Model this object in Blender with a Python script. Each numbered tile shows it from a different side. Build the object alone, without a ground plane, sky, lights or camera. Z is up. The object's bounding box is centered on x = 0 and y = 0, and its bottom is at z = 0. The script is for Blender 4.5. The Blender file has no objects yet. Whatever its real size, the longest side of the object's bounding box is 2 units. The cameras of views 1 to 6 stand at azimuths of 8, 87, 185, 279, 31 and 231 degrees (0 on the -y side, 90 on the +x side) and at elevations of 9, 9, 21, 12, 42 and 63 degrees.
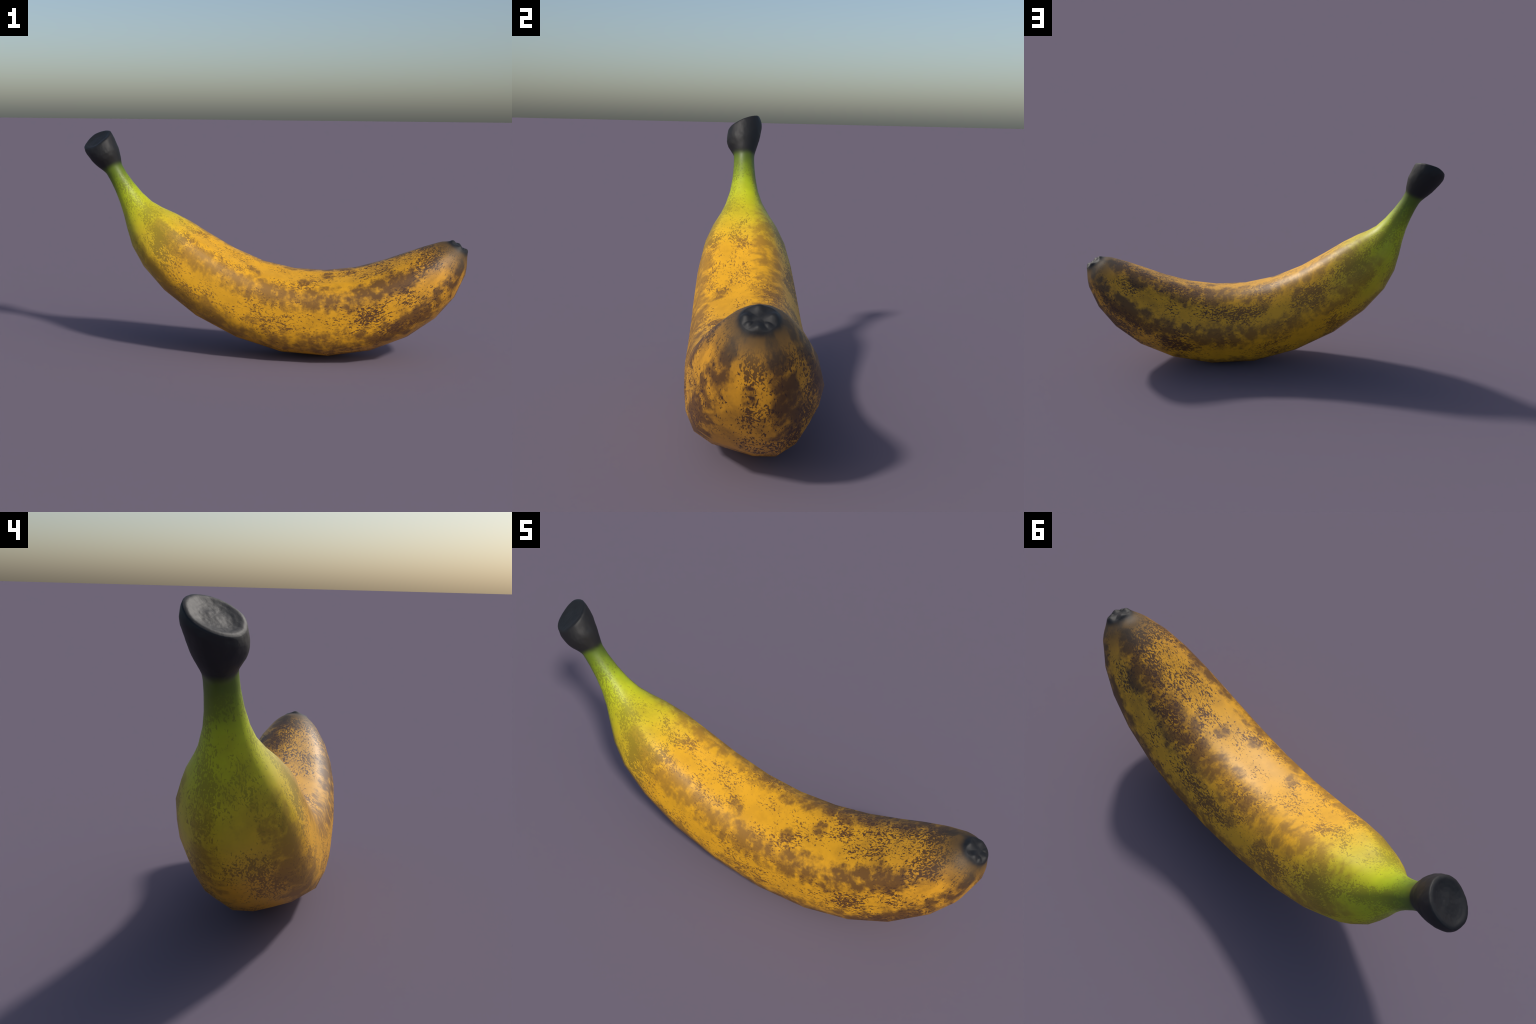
"""A single over-ripe banana: lofted peel with a green neck, a black cut stem
end and a black, knobbly blossom end.  Everything is procedural."""
import bpy, math
import numpy as np
from mathutils import noise, Vector

TAU = 2 * math.pi
# ----------------------------------------------------------------- profile
# Cut stem end: centre, vector to the inner side, vector to the +y side.
HEAD = [
    ((-0.9225, -0.0085, 1.1110), (0.0795, -0.0037, 0.0291), (-0.0130, 0.0800, 0.0352)),
    ((-0.9057, -0.0051, 1.0726), (0.0790, 0.0059, 0.0279), (-0.0254, 0.0829, 0.0285)),
    ((-0.8767, -0.0083, 1.0282), (0.0658, 0.0034, 0.0385), (-0.0134, 0.0724, 0.0110)),
    ((-0.8438, -0.0062, 0.9832), (0.0440, 0.0008, 0.0378), (-0.0040, 0.0505, 0.0027)),
]
# Neck and body: inner edge (x, y, z), outer edge (x, y, z), half width.
BODY = [
    (-0.7944, -0.0087, 0.9845,  -0.8679, -0.0049, 0.9241,  0.0470),
    (-0.7710, -0.0093, 0.9420,  -0.8479, -0.0041, 0.8890,  0.0484),
    (-0.7326, -0.0084, 0.8903,  -0.8250, -0.0049, 0.8409,  0.0537),
    (-0.6865, -0.0066, 0.8369,  -0.8018, -0.0069, 0.7825,  0.0647),
    (-0.6369, -0.0039, 0.7923,  -0.7816, -0.0096, 0.7151,  0.0839),
    (-0.5828, -0.0010, 0.7613,  -0.7635, -0.0120, 0.6386,  0.1124),
    (-0.5205, 0.0011, 0.7338,  -0.7384, -0.0137, 0.5505,  0.1469),
    (-0.4409, 0.0014, 0.6928,  -0.6813, -0.0145, 0.4454,  0.1797),
    (-0.3345, -0.0001, 0.6285,  -0.5694, -0.0137, 0.3206,  0.2032),
    (-0.2014, -0.0029, 0.5533,  -0.3994, -0.0112, 0.1901,  0.2174),
    (-0.0475, -0.0061, 0.4897,  -0.1803, -0.0079, 0.0804,  0.2255),
    (0.1179, -0.0087, 0.4548,  0.0627, -0.0047, 0.0106,  0.2313),
    (0.2820, -0.0096, 0.4495,  0.3054, -0.0020, -0.0007,  0.2343),
    (0.4341, -0.0086, 0.4699,  0.5266, -0.0007, 0.0404,  0.2301),
    (0.5677, -0.0071, 0.5103,  0.7111, -0.0018, 0.1216,  0.2154),
    (0.6807, -0.0056, 0.5553,  0.8494, -0.0039, 0.2269,  0.1907),
    (0.7731, -0.0044, 0.5923,  0.9407, -0.0064, 0.3417,  0.1547),
    (0.8490, -0.0048, 0.6181,  0.9892, -0.0097, 0.4591,  0.1077),
    (0.9122, -0.0065, 0.6353,  1.0008, -0.0134, 0.5783,  0.0535),
]
# five soft keels along the peel: harmonic -> (cos, sin) share of the radius, and how it changes towards the tip
KEELS = {2: (-0.0075, 0.0014, 0.0121, -0.0021), 3: (-0.0087, 0.0208, -0.0053, -0.0085), 4: (-0.0127, -0.0061, 0.0020, -0.0002), 5: (-0.0001, 0.0346, 0.0078, 0.0049), 6: (-0.0007, 0.0015, -0.0007, -0.0116)}
Y_MID = -0.006
SIDES, PER_SIDE, PER_RING = 20, 6, 6
COLS = SIDES * PER_SIDE


def control_rings():
    rings = [np.array(h) for h in HEAD]
    inner, outer = np.array([b[:3] for b in BODY]), np.array([b[3:6] for b in BODY])
    mids = np.array([h[0] for h in HEAD[-1:]] + list((inner + outer) / 2))
    run = np.gradient(mids, axis=0)[1:]
    for a, b, t, row in zip(inner, outer, run, BODY):
        lat = np.cross((a - b) / 2, t)
        rings.append(np.array([(a + b) / 2, (a - b) / 2, lat / np.linalg.norm(lat) * row[6]]))
    return np.array(rings)


RINGS = control_rings()
K = len(RINGS)


def catmull(t):
    i = min(int(t), K - 2)
    f = t - i
    p1, p2 = RINGS[i], RINGS[i + 1]
    p0 = RINGS[i - 1] if i > 0 else 2 * p1 - p2
    p3 = RINGS[i + 2] if i + 2 < K else 2 * p2 - p1
    return 0.5 * (2 * p1 + (p2 - p0) * f + (2 * p0 - 5 * p1 + 4 * p2 - p3) * f * f + (3 * p1 - p0 - 3 * p2 + p3) * f ** 3)


def keel(t, phi):
    w = min(max((t - 7) / 4, 0), 1) * min(max((K - 1 - t) / 4, 0), 1)
    r = np.ones_like(phi)
    e = (t - 15) / 6
    for m, (a, b, da, db) in KEELS.items():
        r += w * ((a + e * da) * np.cos(m * phi) + (b + e * db) * np.sin(m * phi))
    return r


def ring_at(frame, t, phi):
    c, u, v = frame
    return c + (keel(t, phi) * np.cos(phi))[:, None] * u + (keel(t, phi) * np.sin(phi))[:, None] * v


PHI = np.arange(COLS) * TAU / COLS


def chorded(ring):
    """straight chords between every PER_SIDE-th point of a ring"""
    key = ring[::PER_SIDE]
    nxt = np.roll(key, -1, axis=0)
    f = (np.arange(PER_SIDE) / PER_SIDE)[None, :, None]
    return (key[:, None] * (1 - f) + nxt[:, None] * f).reshape(-1, 3)


def step(e0, e1, x):
    x = min(max((x - e0) / (e1 - e0), 0), 1)
    return x * x * (3 - 2 * x)


smooth_rows, real_rows, row_t = [], [], []
for k in range((K - 1) * PER_RING + 1):
    t = k / PER_RING
    s = ring_at(catmull(t), t, PHI)
    i = min(int(t), K - 2)
    f = t - i
    flat = chorded(ring_at(RINGS[i], i, PHI)) * (1 - f) + chorded(ring_at(RINGS[i + 1], i + 1, PHI)) * f
    facet = step(3, 5, t) * (1 - step(20.7, 21.7, t))
    smooth_rows.append(s)
    real_rows.append(flat * facet + s * (1 - facet))
    row_t.append(t)


def fbm(p, scale, octaves=3):
    return noise.fractal(Vector(p) * scale, 1.0, 2.0, octaves)


# --- dried, slightly wrinkled black stem end (relief on its side wall)
for rows in (smooth_rows, real_rows):
    for j, t in enumerate(row_t):
        w = 1 - step(2.0, 3.4, t)
        if w > 0:
            c = rows[j].mean(0)
            for m in range(COLS):
                p = rows[j][m]
                d = p - c
                d = d / np.linalg.norm(d)
                rows[j][m] = p + d * w * (0.0016 * fbm(p, 28, 3) + 0.0006 * fbm(p, 80, 2))

# --- cut face of the stem: rounded rim, raised lip, shallow torn dish
c0, u0, v0 = RINGS[0]
n0 = np.cross(u0, v0)
n0 /= np.linalg.norm(n0)
if n0[2] < 0:
    n0 = -n0
CUT = [(1.0, 0.0), (0.97, 0.0014), (0.94, 0.0024), (0.91, 0.0032), (0.87, 0.0036), (0.82, 0.0030), (0.77, 0.0018), (0.71, 0.0003),
       (0.64, -0.0010), (0.56, -0.0024), (0.47, -0.0032), (0.38, -0.0034), (0.29, -0.0030), (0.20, -0.0022), (0.0, -0.0018)]
face_rows = []
CUT_RHO = [1 - (i + 1) / 44 for i in range(43)]
for rows in (smooth_rows, real_rows):       # soften the corner between side wall and cut
    for j in range(15):
        soft = max(0.0, 1 - row_t[j] / 0.8) ** 2
        rows[j] = (rows[j] - rows[j].mean(0)) * (1 - 0.04 * soft) + rows[j].mean(0) + n0 * 0.003 * (1 - step(0, 2.5, row_t[j]))
# the cut is not flat: it dips towards the outer, -y side
drop = np.clip((np.cos(PHI - math.radians(208)) + 0.35) / 1.2, 0, 1)
drop = 0.0125 * drop * drop * (3 - 2 * drop)
for rows in (smooth_rows, real_rows):
    for j in range(12):
        rows[j] = rows[j] - n0 * (drop * (1 - step(0.0, 1.8, row_t[j])))[:, None]
c0 = real_rows[0].mean(0)
base0 = real_rows[0] - c0
for rho in CUT_RHO:
    h = np.interp(-rho, [-q[0] for q in CUT], [q[1] for q in CUT])
    row = c0 + base0 * rho
    for m in range(COLS):
        p = row[m]
        rough = 1 - step(0.72, 0.95, rho)
        torn = 0.0010 * fbm(p, 24, 3) + 0.0006 * fbm(p + 3.7, 65, 2)
        row[m] = p + n0 * (h + rough * torn)
    face_rows.append(row)
face_centre = face_rows[-1].mean(0)

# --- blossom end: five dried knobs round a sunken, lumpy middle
cT, uT, vT = RINGS[-1]
nT = np.cross(uT, vT)
nT /= np.linalg.norm(nT)
if nT[0] < 0:
    nT = -nT
# girth angle (degrees), distance from the middle, size, height
KNOBS = [(-6, 0.72, 0.36, 0.0150), (83, 0.70, 0.37, 0.0145), (184, 0.72, 0.35, 0.0150), (268, 0.70, 0.33, 0.0145), (229, 0.70, 0.24, 0.0095), (138, 0.66, 0.24, 0.007)]


def knobs(rho):
    h = np.zeros(COLS)
    for deg, far, size, high in KNOBS:
        a = math.radians(deg)
        d2 = (rho * np.cos(PHI) - far * math.cos(a)) ** 2 + (rho * np.sin(PHI) - far * math.sin(a)) ** 2
        h = np.maximum(h, high * 0.88 * np.exp(-(d2 / size ** 2)))
    return h


tip_rows = []
TIP = [1 - (i + 1) / 36 for i in range(35)]
for rows in (smooth_rows, real_rows):      # the wall stops a little short of the knob tops
    for j, t in enumerate(row_t):
        rows[j] = rows[j] - nT * 0.0095 * step(K - 1.9, K - 1.0, t)
cT = real_rows[-1].mean(0)
rimT = real_rows[-1] - cT
for rho in TIP:
    h = knobs(rho) * math.sqrt(max(0.0, 1 - max(0.0, (rho - 0.8) / 0.2) ** 2)) + 0.0062 * math.exp(-(rho / 0.42) ** 2)
    row = cT + rimT * rho + nT * h[:, None]
    for m in range(COLS):
        row[m] = row[m] + nT * 0.0010 * fbm(row[m], 40, 2)
    tip_rows.append(row)
tip_centre = tip_rows[-1].mean(0)
# ------------------------------------------------------------ one watertight skin
def grid(rows):
    allrows = face_rows[::-1] + rows + tip_rows
    v = np.vstack([face_centre[None]] + allrows + [tip_centre[None]])
    v = v.copy()
    return v


V_real, V_smooth = grid(real_rows), grid(smooth_rows)
lift = -V_real[:, 2].min()
V_real[:, 2] += lift
V_smooth[:, 2] += lift
n_face, n_tip = len(face_rows), len(tip_rows)
NR = n_face + len(row_t) + n_tip
faces, face_part = [], []


def part_of(row):
    """part name for the strip between row and row + 1"""
    k = row - n_face
    if k < 0:
        return "stem_tip"
    if k >= len(row_t) - 1:
        return "blossom_tip"
    t = row_t[k]
    return "stem_tip" if t < 3.0 else "stem" if t < 8.0 else "peel" if t < 21.5 else "blossom_tip"


for r in range(NR - 1):
    name = part_of(r)
    a, b = 1 + r * COLS, 1 + (r + 1) * COLS
    for m in range(COLS):
        m2 = (m + 1) % COLS
        faces.append((a + m, a + m2, b + m2, b + m))
        face_part.append(name)
last = 1 + NR * COLS
for m in range(COLS):
    m2 = (m + 1) % COLS
    faces.append((0, 1 + m2, 1 + m))
    face_part.append("stem_tip")
    e = 1 + (NR - 1) * COLS
    faces.append((last, e + m, e + m2))
    face_part.append("blossom_tip")
# make the winding face outward
probe = faces[(n_face + 90) * COLS]
pv = V_smooth[list(probe)]
fn = np.cross(pv[1] - pv[0], pv[2] - pv[0])
cen = V_smooth[1 + (n_face + 90) * COLS:1 + (n_face + 91) * COLS].mean(0)
if fn @ (pv[0] - cen) < 0:
    faces = [tuple(reversed(f)) for f in faces]

tmp = bpy.data.meshes.new("whole_skin")
tmp.from_pydata(V_smooth.tolist(), [], faces)
tmp.update()
normals = np.empty(len(V_smooth) * 3, np.float32)
tmp.vertex_normals.foreach_get("vector", normals)
normals = normals.reshape(-1, 3)
bpy.data.meshes.remove(tmp)

# ------------------------------------------- lengthwise / girth coordinates for the material
CX, CZ = 0.1, 1.45
TH0, TH1 = math.radians(-74), math.radians(50)
sk = np.array(real_rows)
sk[..., 2] += lift
th = (np.arctan2(sk[..., 0] - CX, CZ - sk[..., 2]) - TH0) / (TH1 - TH0)
rr = np.hypot(sk[..., 0] - CX, CZ - sk[..., 2])
yy = sk[..., 1]
CURVE_T = np.linspace(0.03, 0.96, 30)
R_MID, R_HALF, Y_HALF = [], [], []
for t in CURVE_T:
    near = np.abs(th - t) < 0.012
    lo, hi, yh = rr[near].min(), rr[near].max(), np.abs(yy[near] - Y_MID).max()
    R_MID.append((lo + hi) / 2)
    R_HALF.append((hi - lo) / 2)
    Y_HALF.append(yh)


# ------------------------------------------------------------------ material
class Nodes:
    def __init__(self, name):
        self.mat = bpy.data.materials.new(name)
        self.mat.use_nodes = True
        self.t = self.mat.node_tree
        self.t.nodes.clear()

    def new(self, kind, **props):
        n = self.t.nodes.new(kind)
        for k, v in props.items():
            setattr(n, k, v)
        return n

    def put(self, socket, value):
        if value is None:
            return
        if hasattr(value, "links"):
            self.t.links.new(value, socket)
        else:
            socket.default_value = value

    def math(self, op, a, b=None, c=None, clamp=False):
        n = self.new("ShaderNodeMath", operation=op, use_clamp=clamp)
        for s, v in zip(n.inputs, (a, b, c)):
            self.put(s, v)
        return n.outputs[0]

    def ramp01(self, x, e0, e1, to0=0.0, to1=1.0, smooth=True):
        n = self.new("ShaderNodeMapRange", interpolation_type="SMOOTHSTEP" if smooth else "LINEAR")
        for s, v in zip(n.inputs, (x, e0, e1, to0, to1)):
            self.put(s, v)
        return n.outputs[0]

    def curve(self, x, pts, scale=1.0):
        n = self.new("ShaderNodeFloatCurve")
        c = n.mapping.curves[0]
        pts = [(float(a), float(b) / scale) for a, b in pts]
        c.points[0].location, c.points[1].location = pts[0], pts[-1]
        for p in pts[1:-1]:
            c.points.new(*p)
        n.mapping.extend = "HORIZONTAL"
        n.mapping.update()
        self.put(n.inputs["Value"], x)
        return self.math("MULTIPLY", n.outputs[0], scale) if scale != 1 else n.outputs[0]

    def noise(self, vec, scale, detail=2.0, rough=0.5, distort=0.0, lac=2.0):
        n = self.new("ShaderNodeTexNoise")
        self.put(n.inputs["Vector"], vec)
        n.inputs["Scale"].default_value = scale
        n.inputs["Detail"].default_value = detail
        n.inputs["Roughness"].default_value = rough
        n.inputs["Lacunarity"].default_value = lac
        n.inputs["Distortion"].default_value = distort
        return n.outputs[0]

    def xyz(self, x, y, z):
        n = self.new("ShaderNodeCombineXYZ")
        for s, v in zip(n.inputs, (x, y, z)):
            self.put(s, v)
        return n.outputs[0]

    def colour_ramp(self, x, stops):
        n = self.new("ShaderNodeValToRGB")
        el = n.color_ramp.elements
        while len(el) < len(stops):
            el.new(0.5)
        for e, (p, c) in zip(el, stops):
            e.position, e.color = p, (*c, 1)
        self.put(n.inputs[0], x)
        return n.outputs[0]

    def mix(self, f, a, b, mode="MIX"):
        n = self.new("ShaderNodeMix", data_type="RGBA", blend_type=mode)
        self.put(n.inputs[0], f)
        self.put(n.inputs[6], a if hasattr(a, "links") else (*a, 1))
        self.put(n.inputs[7], b if hasattr(b, "links") else (*b, 1))
        return n.outputs[2]


# brown bands that follow the keels: girth angle (degrees), half width, strength along the length
BANDS = [
    (25, 15, [(0.16, 0), (0.26, .55), (0.34, .90), (0.38, .90), (0.48, .70), (0.54, .80), (0.63, .80), (0.73, .95), (0.80, .75), (0.85, .95), (0.93, .85), (1, .6)]),
    (87, 15, [(0.16, 0), (0.24, .55), (0.30, .85), (0.40, .75), (0.49, .70), (0.57, .85), (0.66, .90), (0.78, .90), (0.85, 1.0), (0.93, .9), (1, .6)]),
    (150, 15, [(0.16, 0), (0.26, .70), (0.33, .85), (0.45, .55), (0.55, .50), (0.63, .75), (0.70, .55), (0.80, .60), (0.88, .95), (0.93, .95), (1, .6)]),
    (238, 15, [(0.16, 0), (0.25, .75), (0.30, 1.0), (0.38, 1.0), (0.46, .95), (0.54, .80), (0.66, .85), (0.75, .80), (0.81, 1.0), (0.88, .95), (0.94, .9), (1, .6)]),
    (302, 13, [(0.16, 0), (0.24, .65), (0.30, .95), (0.37, 1.0), (0.45, .85), (0.50, .85), (0.60, .80), (0.70, .85), (0.76, .85), (0.83, 1.0), (0.88, .75), (0.92, .35), (1, .2)]),
]
# single patches off the bands: length, girth angle, radius (m), strength
PATCHES = [
    (0.520, 329, 0.045, .75), (0.635, 327, 0.034, .75), (0.691, 351, 0.042, .70), (0.649, 15, 0.032, .65),
    (0.352, 317, 0.050, .60), (0.729, 282, 0.028, .85), (0.533, 261, 0.040, .70), (0.541, 47, 0.034, .65),
    (0.453, 56, 0.045, .75), (0.905, 190, 0.034, .70), (0.865, 172, 0.03, .6), (0.810, 118, 0.035, .6), (0.355, 20, 0.04, .4),
    (0.227, 324, 0.030, .55), (0.268, 192, 0.035, .6), (0.560, 200, 0.045, .6), (0.740, 195, 0.040, .7), (0.865, 340, 0.035, .5),
]
STRETCH, GIRTH = 2.45, 0.22


def banana_skin(name):
    N = Nodes(name)
    pos = N.new("ShaderNodeTexCoord").outputs["Object"]
    sep = N.new("ShaderNodeSeparateXYZ")
    N.put(sep.inputs[0], pos)
    x, y, z = sep.outputs
    dx, dz = N.math("SUBTRACT", x, CX), N.math("SUBTRACT", CZ, z)
    ang = N.math("ARCTAN2", dx, dz)
    t = N.ramp01(ang, TH0, TH1, smooth=False)
    r = N.math("SQRT", N.math("ADD", N.math("MULTIPLY", dx, dx), N.math("MULTIPLY", dz, dz)))
    mid = N.curve(t, zip(CURVE_T, R_MID), 1.6)
    half = N.curve(t, zip(CURVE_T, R_HALF), 0.3)
    wide = N.curve(t, zip(CURVE_T, Y_HALF), 0.3)
    up = N.math("DIVIDE", N.math("SUBTRACT", mid, r), half)
    side = N.math("DIVIDE", N.math("SUBTRACT", y, Y_MID), wide)
    phi = N.math("ARCTAN2", side, up)
    length = N.math("MULTIPLY", t, STRETCH)
    cphi = N.math("MULTIPLY", N.math("COSINE", phi), half)
    sphi = N.math("MULTIPLY", N.math("SINE", phi), wide)
    straight = N.xyz(length, cphi, sphi)              # the banana unrolled straight
    along = N.xyz(N.math("MULTIPLY", length, 0.55), cphi, sphi)   # stretched lengthwise
    across = N.xyz(N.math("MULTIPLY", length, 1.15), N.math("MULTIPLY", cphi, .9), N.math("MULTIPLY", sphi, .9))

    wob = N.math("SUBTRACT", N.noise(straight, 7, 2), 0.5)
    wob2 = N.math("SUBTRACT", N.noise(straight, 26, 3), 0.5)
    phi_w = N.math("ADD", phi, N.math("ADD", N.math("MULTIPLY", wob, 0.38), N.math("MULTIPLY", wob2, 0.30)))

    # ---- brown, cloudy blotches
    field = None
    for deg, half_deg, pts in BANDS:
        c = N.math("COSINE", N.math("SUBTRACT", phi_w, math.radians(deg)))
        m = N.ramp01(c, math.cos(math.radians(half_deg * 1.9)), math.cos(math.radians(half_deg * 0.2)))
        m = N.math("MULTIPLY", m, N.curve(t, pts))
        field = m if field is None else N.math("MAXIMUM", field, m)
    warp_len = N.math("ADD", length, N.math("MULTIPLY", wob2, 0.045))
    for t0, deg, rad, s in PATCHES:
        dl = N.math("DIVIDE", N.math("SUBTRACT", warp_len, t0 * STRETCH), rad * 1.5)
        c = N.math("COSINE", N.math("SUBTRACT", phi_w, math.radians(deg)))
        da = N.math("DIVIDE", N.math("SUBTRACT", 1.0, c), 0.5 * (rad * 1.5 / GIRTH) ** 2)
        d2 = N.math("ADD", N.math("MULTIPLY", dl, dl), da)
        m = N.ramp01(d2, 1.0, 0.1, 0.0, s)
        field = N.math("MAXIMUM", field, m)
    cloud = N.noise(across, 20, 5, 0.6)
    cloud2 = N.noise(straight, 5.5, 2, 0.5)
    fine = N.noise(along, 60, 3, 0.6)
    b = N.math("ADD", field, N.math("MULTIPLY", N.math("SUBTRACT", cloud, 0.5), 2.5))
    b = N.math("ADD", b, N.math("MULTIPLY", N.math("SUBTRACT", cloud2, 0.5), 0.6))
    b = N.math("ADD", b, N.math("MULTIPLY", N.math("SUBTRACT", fine, 0.5), 0.75))
    grow = N.curve(t, [(0.0, 0), (0.17, 0.0), (0.27, .9), (0.35, 1), (1, 1)])
    blotch = N.math("MULTIPLY", N.ramp01(b, 0.30, 1.10), grow)

    # ---- small dark flecks, bunched in the furrows between the bands
    warp = N.new("ShaderNodeVectorMath", operation="ADD")
    wn = N.new("ShaderNodeTexNoise")
    N.put(wn.inputs["Vector"], straight)
    wn.inputs["Scale"].default_value = 40
    wv = N.new("ShaderNodeVectorMath", operation="SCALE")
    N.put(wv.inputs[0], wn.outputs[1])
    wv.inputs["Scale"].default_value = 0.02
    N.put(warp.inputs[0], N.xyz(N.math("MULTIPLY", length, 0.52), cphi, sphi))
    N.put(warp.inputs[1], wv.outputs[0])
    speck_n = N.noise(warp.outputs[0], 150, 2.0, 0.55, 0.4)
    bunch = N.noise(along, 8.5, 2, 0.5)
    rows = N.curve(N.math("FRACT", N.math("DIVIDE", N.math("ADD", phi_w, TAU), TAU)),
                   [(0, .75), (.035, .45), (.07, .55), (.12, .7), (.155, .85), (.20, .55), (.24, .45), (.30, .8), (.345, .85), (.40, .6), (.46, .55), (.50, .48), (.54, .62), (.60, .62),
                    (.66, .55), (.71, .6), (.76, .72), (.80, .55), (.84, .6), (.90, .95), (.94, .55), (1, .75)])
    many = N.math("ADD", N.math("MULTIPLY", N.math("SUBTRACT", bunch, 0.5), 0.95), N.math("MULTIPLY", rows, 0.20))
    more = N.curve(t, [(0, .4), (.09, .50), (.13, .58), (.2, .64), (.3, .58), (.45, .50), (.6, .54), (.75, .58), (.85, .60), (.95, .58), (1, .5)])
    many = N.math("ADD", many, N.math("MULTIPLY", N.math("SUBTRACT", more, 0.5), 0.35))
    cut = N.math("SUBTRACT", 0.732, many)
    speck = N.ramp01(N.math("SUBTRACT", speck_n, cut), -0.025, 0.055)
    ends = N.curve(t, [(0, 0), (.085, 0), (.11, .6), (.14, 1), (.92, 1), (.95, .35), (.965, 0), (1, 0)])
    speck = N.math("MULTIPLY", speck, ends)

    # ---- colours
    tw = N.math("ADD", t, N.math("MULTIPLY", wob, 0.05))
    tw = N.math("SUBTRACT", tw, N.math("MULTIPLY", sphi, 0.13))    # the +y side is greener
    base = N.colour_ramp(tw, [
        (0.085, (0.035, 0.055, 0.008)), (0.105, (0.10, 0.155, 0.009)), (0.13, (0.21, 0.295, 0.007)), (0.16, (0.39, 0.475, 0.008)), (0.19, (0.51, 0.56, 0.009)),
        (0.225, (0.56, 0.51, 0.010)), (0.275, (0.64, 0.47, 0.014)), (0.32, (0.73, 0.45, 0.015)), (0.38, (0.77, 0.390, 0.011)), (0.55, (0.75, 0.365, 0.010)),
        (0.80, (0.72, 0.345, 0.010)), (0.92, (0.64, 0.30, 0.016))])
    tone = N.noise(straight, 13, 4, 0.6)
    base = N.mix(N.ramp01(tone, 0.46, 0.74, 0, 0.42), base, N.mix(1.0, base, (0.74, 0.72, 0.9), "MULTIPLY"))
    brown = N.colour_ramp(t, [
        (0.20, (0.32, 0.25, 0.011)), (0.28, (0.35, 0.210, 0.016)), (0.36, (0.36, 0.180, 0.017)), (0.48, (0.31, 0.150, 0.017)),
        (0.60, (0.235, 0.108, 0.015)), (0.72, (0.150, 0.066, 0.013)), (0.85, (0.094, 0.040, 0.012)), (0.94, (0.052, 0.025, 0.013))])
    wash = N.ramp01(N.noise(straight, 10, 5, 0.6), 0.42, 0.70)
    wash = N.math("MULTIPLY", wash, N.curve(t, [(0, 0), (.14, .1), (.2, .34), (.28, .30), (.36, .20), (.5, .17), (.65, .22), (.8, .36), (.93, .5), (1, .5)]))
    base = N.mix(wash, base, brown)
    fleck = N.colour_ramp(t, [
        (0.10, (0.08, 0.11, 0.008)), (0.13, (0.15, 0.19, 0.009)), (0.19, (0.33, 0.33, 0.011)), (0.26, (0.34, 0.25, 0.012)), (0.36, (0.30, 0.145, 0.016)), (0.48, (0.26, 0.123, 0.016)),
        (0.60, (0.19, 0.083, 0.014)), (0.74, (0.095, 0.038, 0.013)), (0.90, (0.048, 0.021, 0.012))])
    col = N.mix(N.math("MULTIPLY", blotch, 0.88), base, brown)
    col = N.mix(N.math("MULTIPLY", speck, 0.88), col, fleck)

    # ---- grey-brown fade into the black blossom end, and the black stem end
    te = N.math("ADD", t, N.math("MULTIPLY", wob, 0.012))
    black = (0.0112, 0.0112, 0.0120)
    dot = N.new("ShaderNodeVectorMath", operation="DOT_PRODUCT")
    N.put(dot.inputs[0], pos)
    dot.inputs[1].default_value = tuple(nT)
    reach = N.math("SUBTRACT", dot.outputs["Value"], float(cT @ nT + lift * nT[2]))
    reach = N.math("ADD", reach, N.math("MULTIPLY", wob2, 0.012))
    tip_mask = N.ramp01(reach, -0.021, -0.001)
    col = N.mix(N.ramp01(reach, -0.150, -0.010, 0, 0.9), col, (0.052, 0.036, 0.019))
    stem_mask = N.ramp01(N.math("ADD", t, N.math("MULTIPLY", wob, 0.01)), 0.096, 0.080)
    col = N.mix(stem_mask, col, black)
    col = N.mix(tip_mask, col, black)
    dry = N.math("MAXIMUM", tip_mask, stem_mask)

    bsdf = N.new("ShaderNodeBsdfPrincipled")
    N.put(bsdf.inputs["Base Color"], col)
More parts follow.
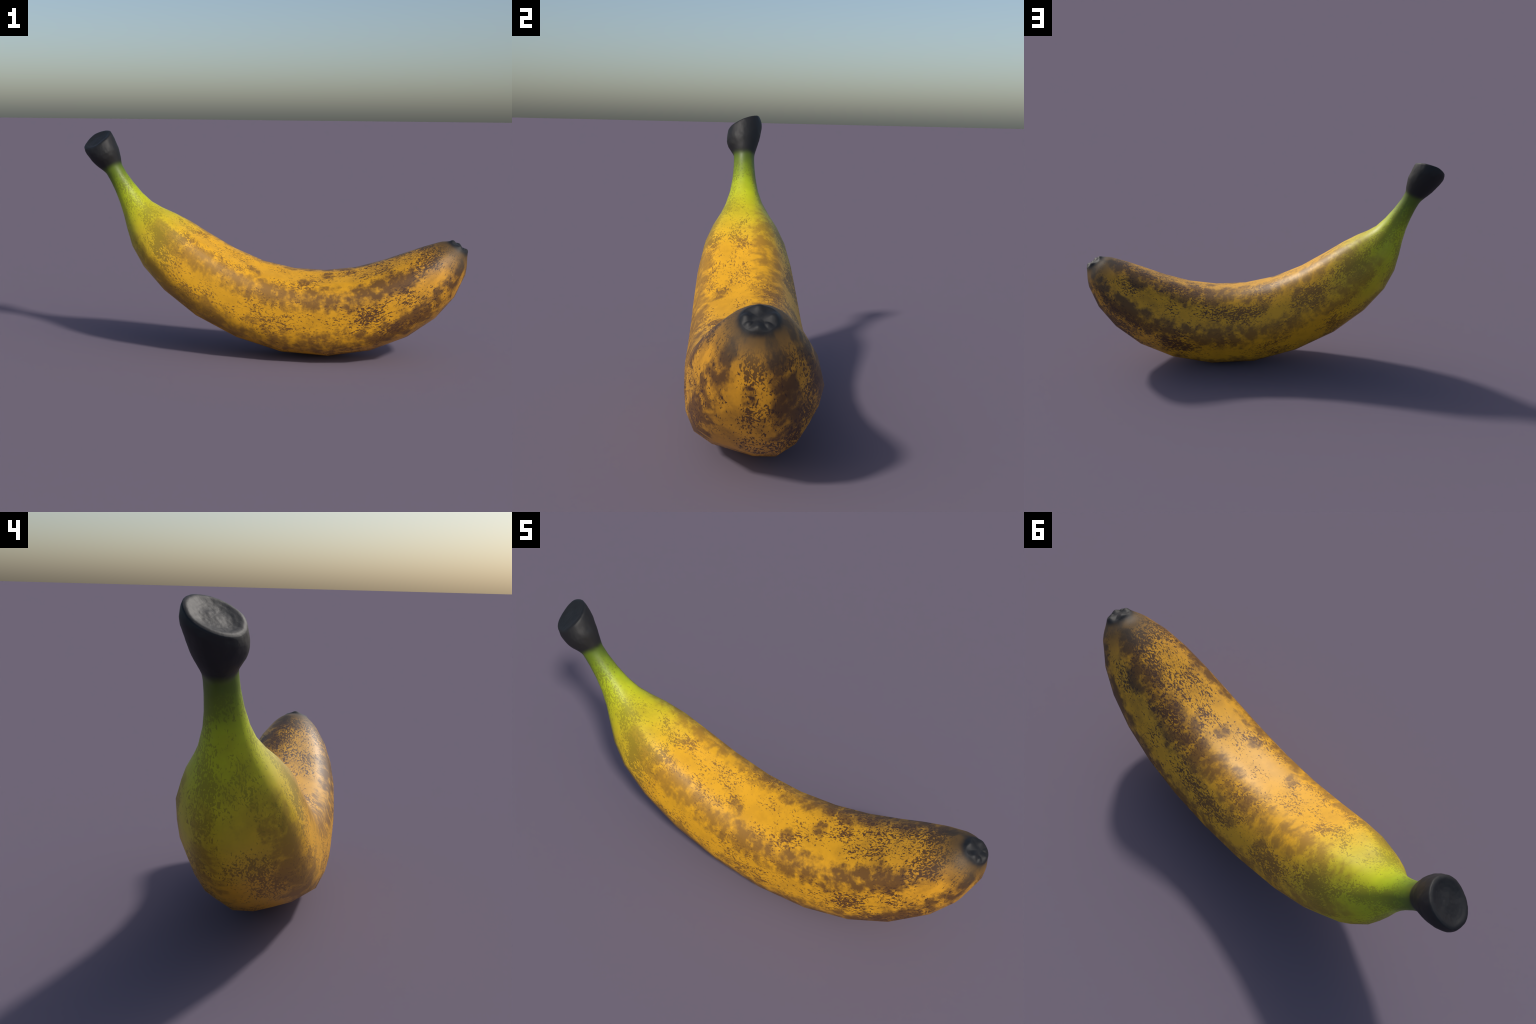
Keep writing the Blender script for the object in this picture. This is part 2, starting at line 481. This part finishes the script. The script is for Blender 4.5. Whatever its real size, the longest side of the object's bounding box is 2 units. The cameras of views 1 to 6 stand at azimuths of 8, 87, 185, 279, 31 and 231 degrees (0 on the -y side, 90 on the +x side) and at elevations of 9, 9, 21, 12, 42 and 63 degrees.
    rough = N.math("ADD", 0.47, N.math("MULTIPLY", N.math("MAXIMUM", dry, N.ramp01(reach, -0.135, -0.02)), 0.12))
    rough = N.math("ADD", rough, N.math("MULTIPLY", N.math("MAXIMUM", blotch, speck), 0.04))
    N.put(bsdf.inputs["Roughness"], rough)
    bsdf.inputs["Specular IOR Level"].default_value = 0.43
    # gentle grain: lengthwise fibre on the peel, wrinkles on the dried ends
    fibre = N.noise(N.xyz(N.math("MULTIPLY", length, 0.15), cphi, sphi), 120, 2)
    wrinkle = N.noise(pos, 60, 4, 0.6)
    hgt = N.math("ADD", N.math("MULTIPLY", fibre, 0.12), N.math("MULTIPLY", N.math("MULTIPLY", wrinkle, dry), 0.6))
    hgt = N.math("SUBTRACT", hgt, N.math("MULTIPLY", speck, 0.06))
    bump = N.new("ShaderNodeBump")
    bump.inputs["Strength"].default_value = 0.35
    bump.inputs["Distance"].default_value = 0.004
    N.put(bump.inputs["Height"], hgt)
    N.put(bsdf.inputs["Normal"], bump.outputs[0])
    out = N.new("ShaderNodeOutputMaterial")
    N.put(out.inputs[0], bsdf.outputs[0])
    return N.mat


skin = banana_skin("banana_skin")

# ------------------------------------------------------------------- objects
root = bpy.data.objects.new("banana", None)
root["label"] = "overripe brown-speckled banana with green neck and black ends"
root["category"] = "banana"
root.empty_display_size = 0.2
bpy.context.scene.collection.objects.link(root)
part_arr = np.array(face_part)
for name in ("stem_tip", "stem", "peel", "blossom_tip"):
    chosen = [faces[i] for i in np.nonzero(part_arr == name)[0]]
    used = sorted({v for f in chosen for v in f})
    index = {v: i for i, v in enumerate(used)}
    me = bpy.data.meshes.new(name)
    me.from_pydata([tuple(V_real[v]) for v in used], [], [[index[v] for v in f] for f in chosen])
    me.polygons.foreach_set("use_smooth", [True] * len(me.polygons))
    me.update()
    me.normals_split_custom_set_from_vertices([tuple(map(float, normals[v])) for v in used])
    me.materials.append(skin)
    ob = bpy.data.objects.new(name, me)
    ob.parent = root
    bpy.context.scene.collection.objects.link(ob)
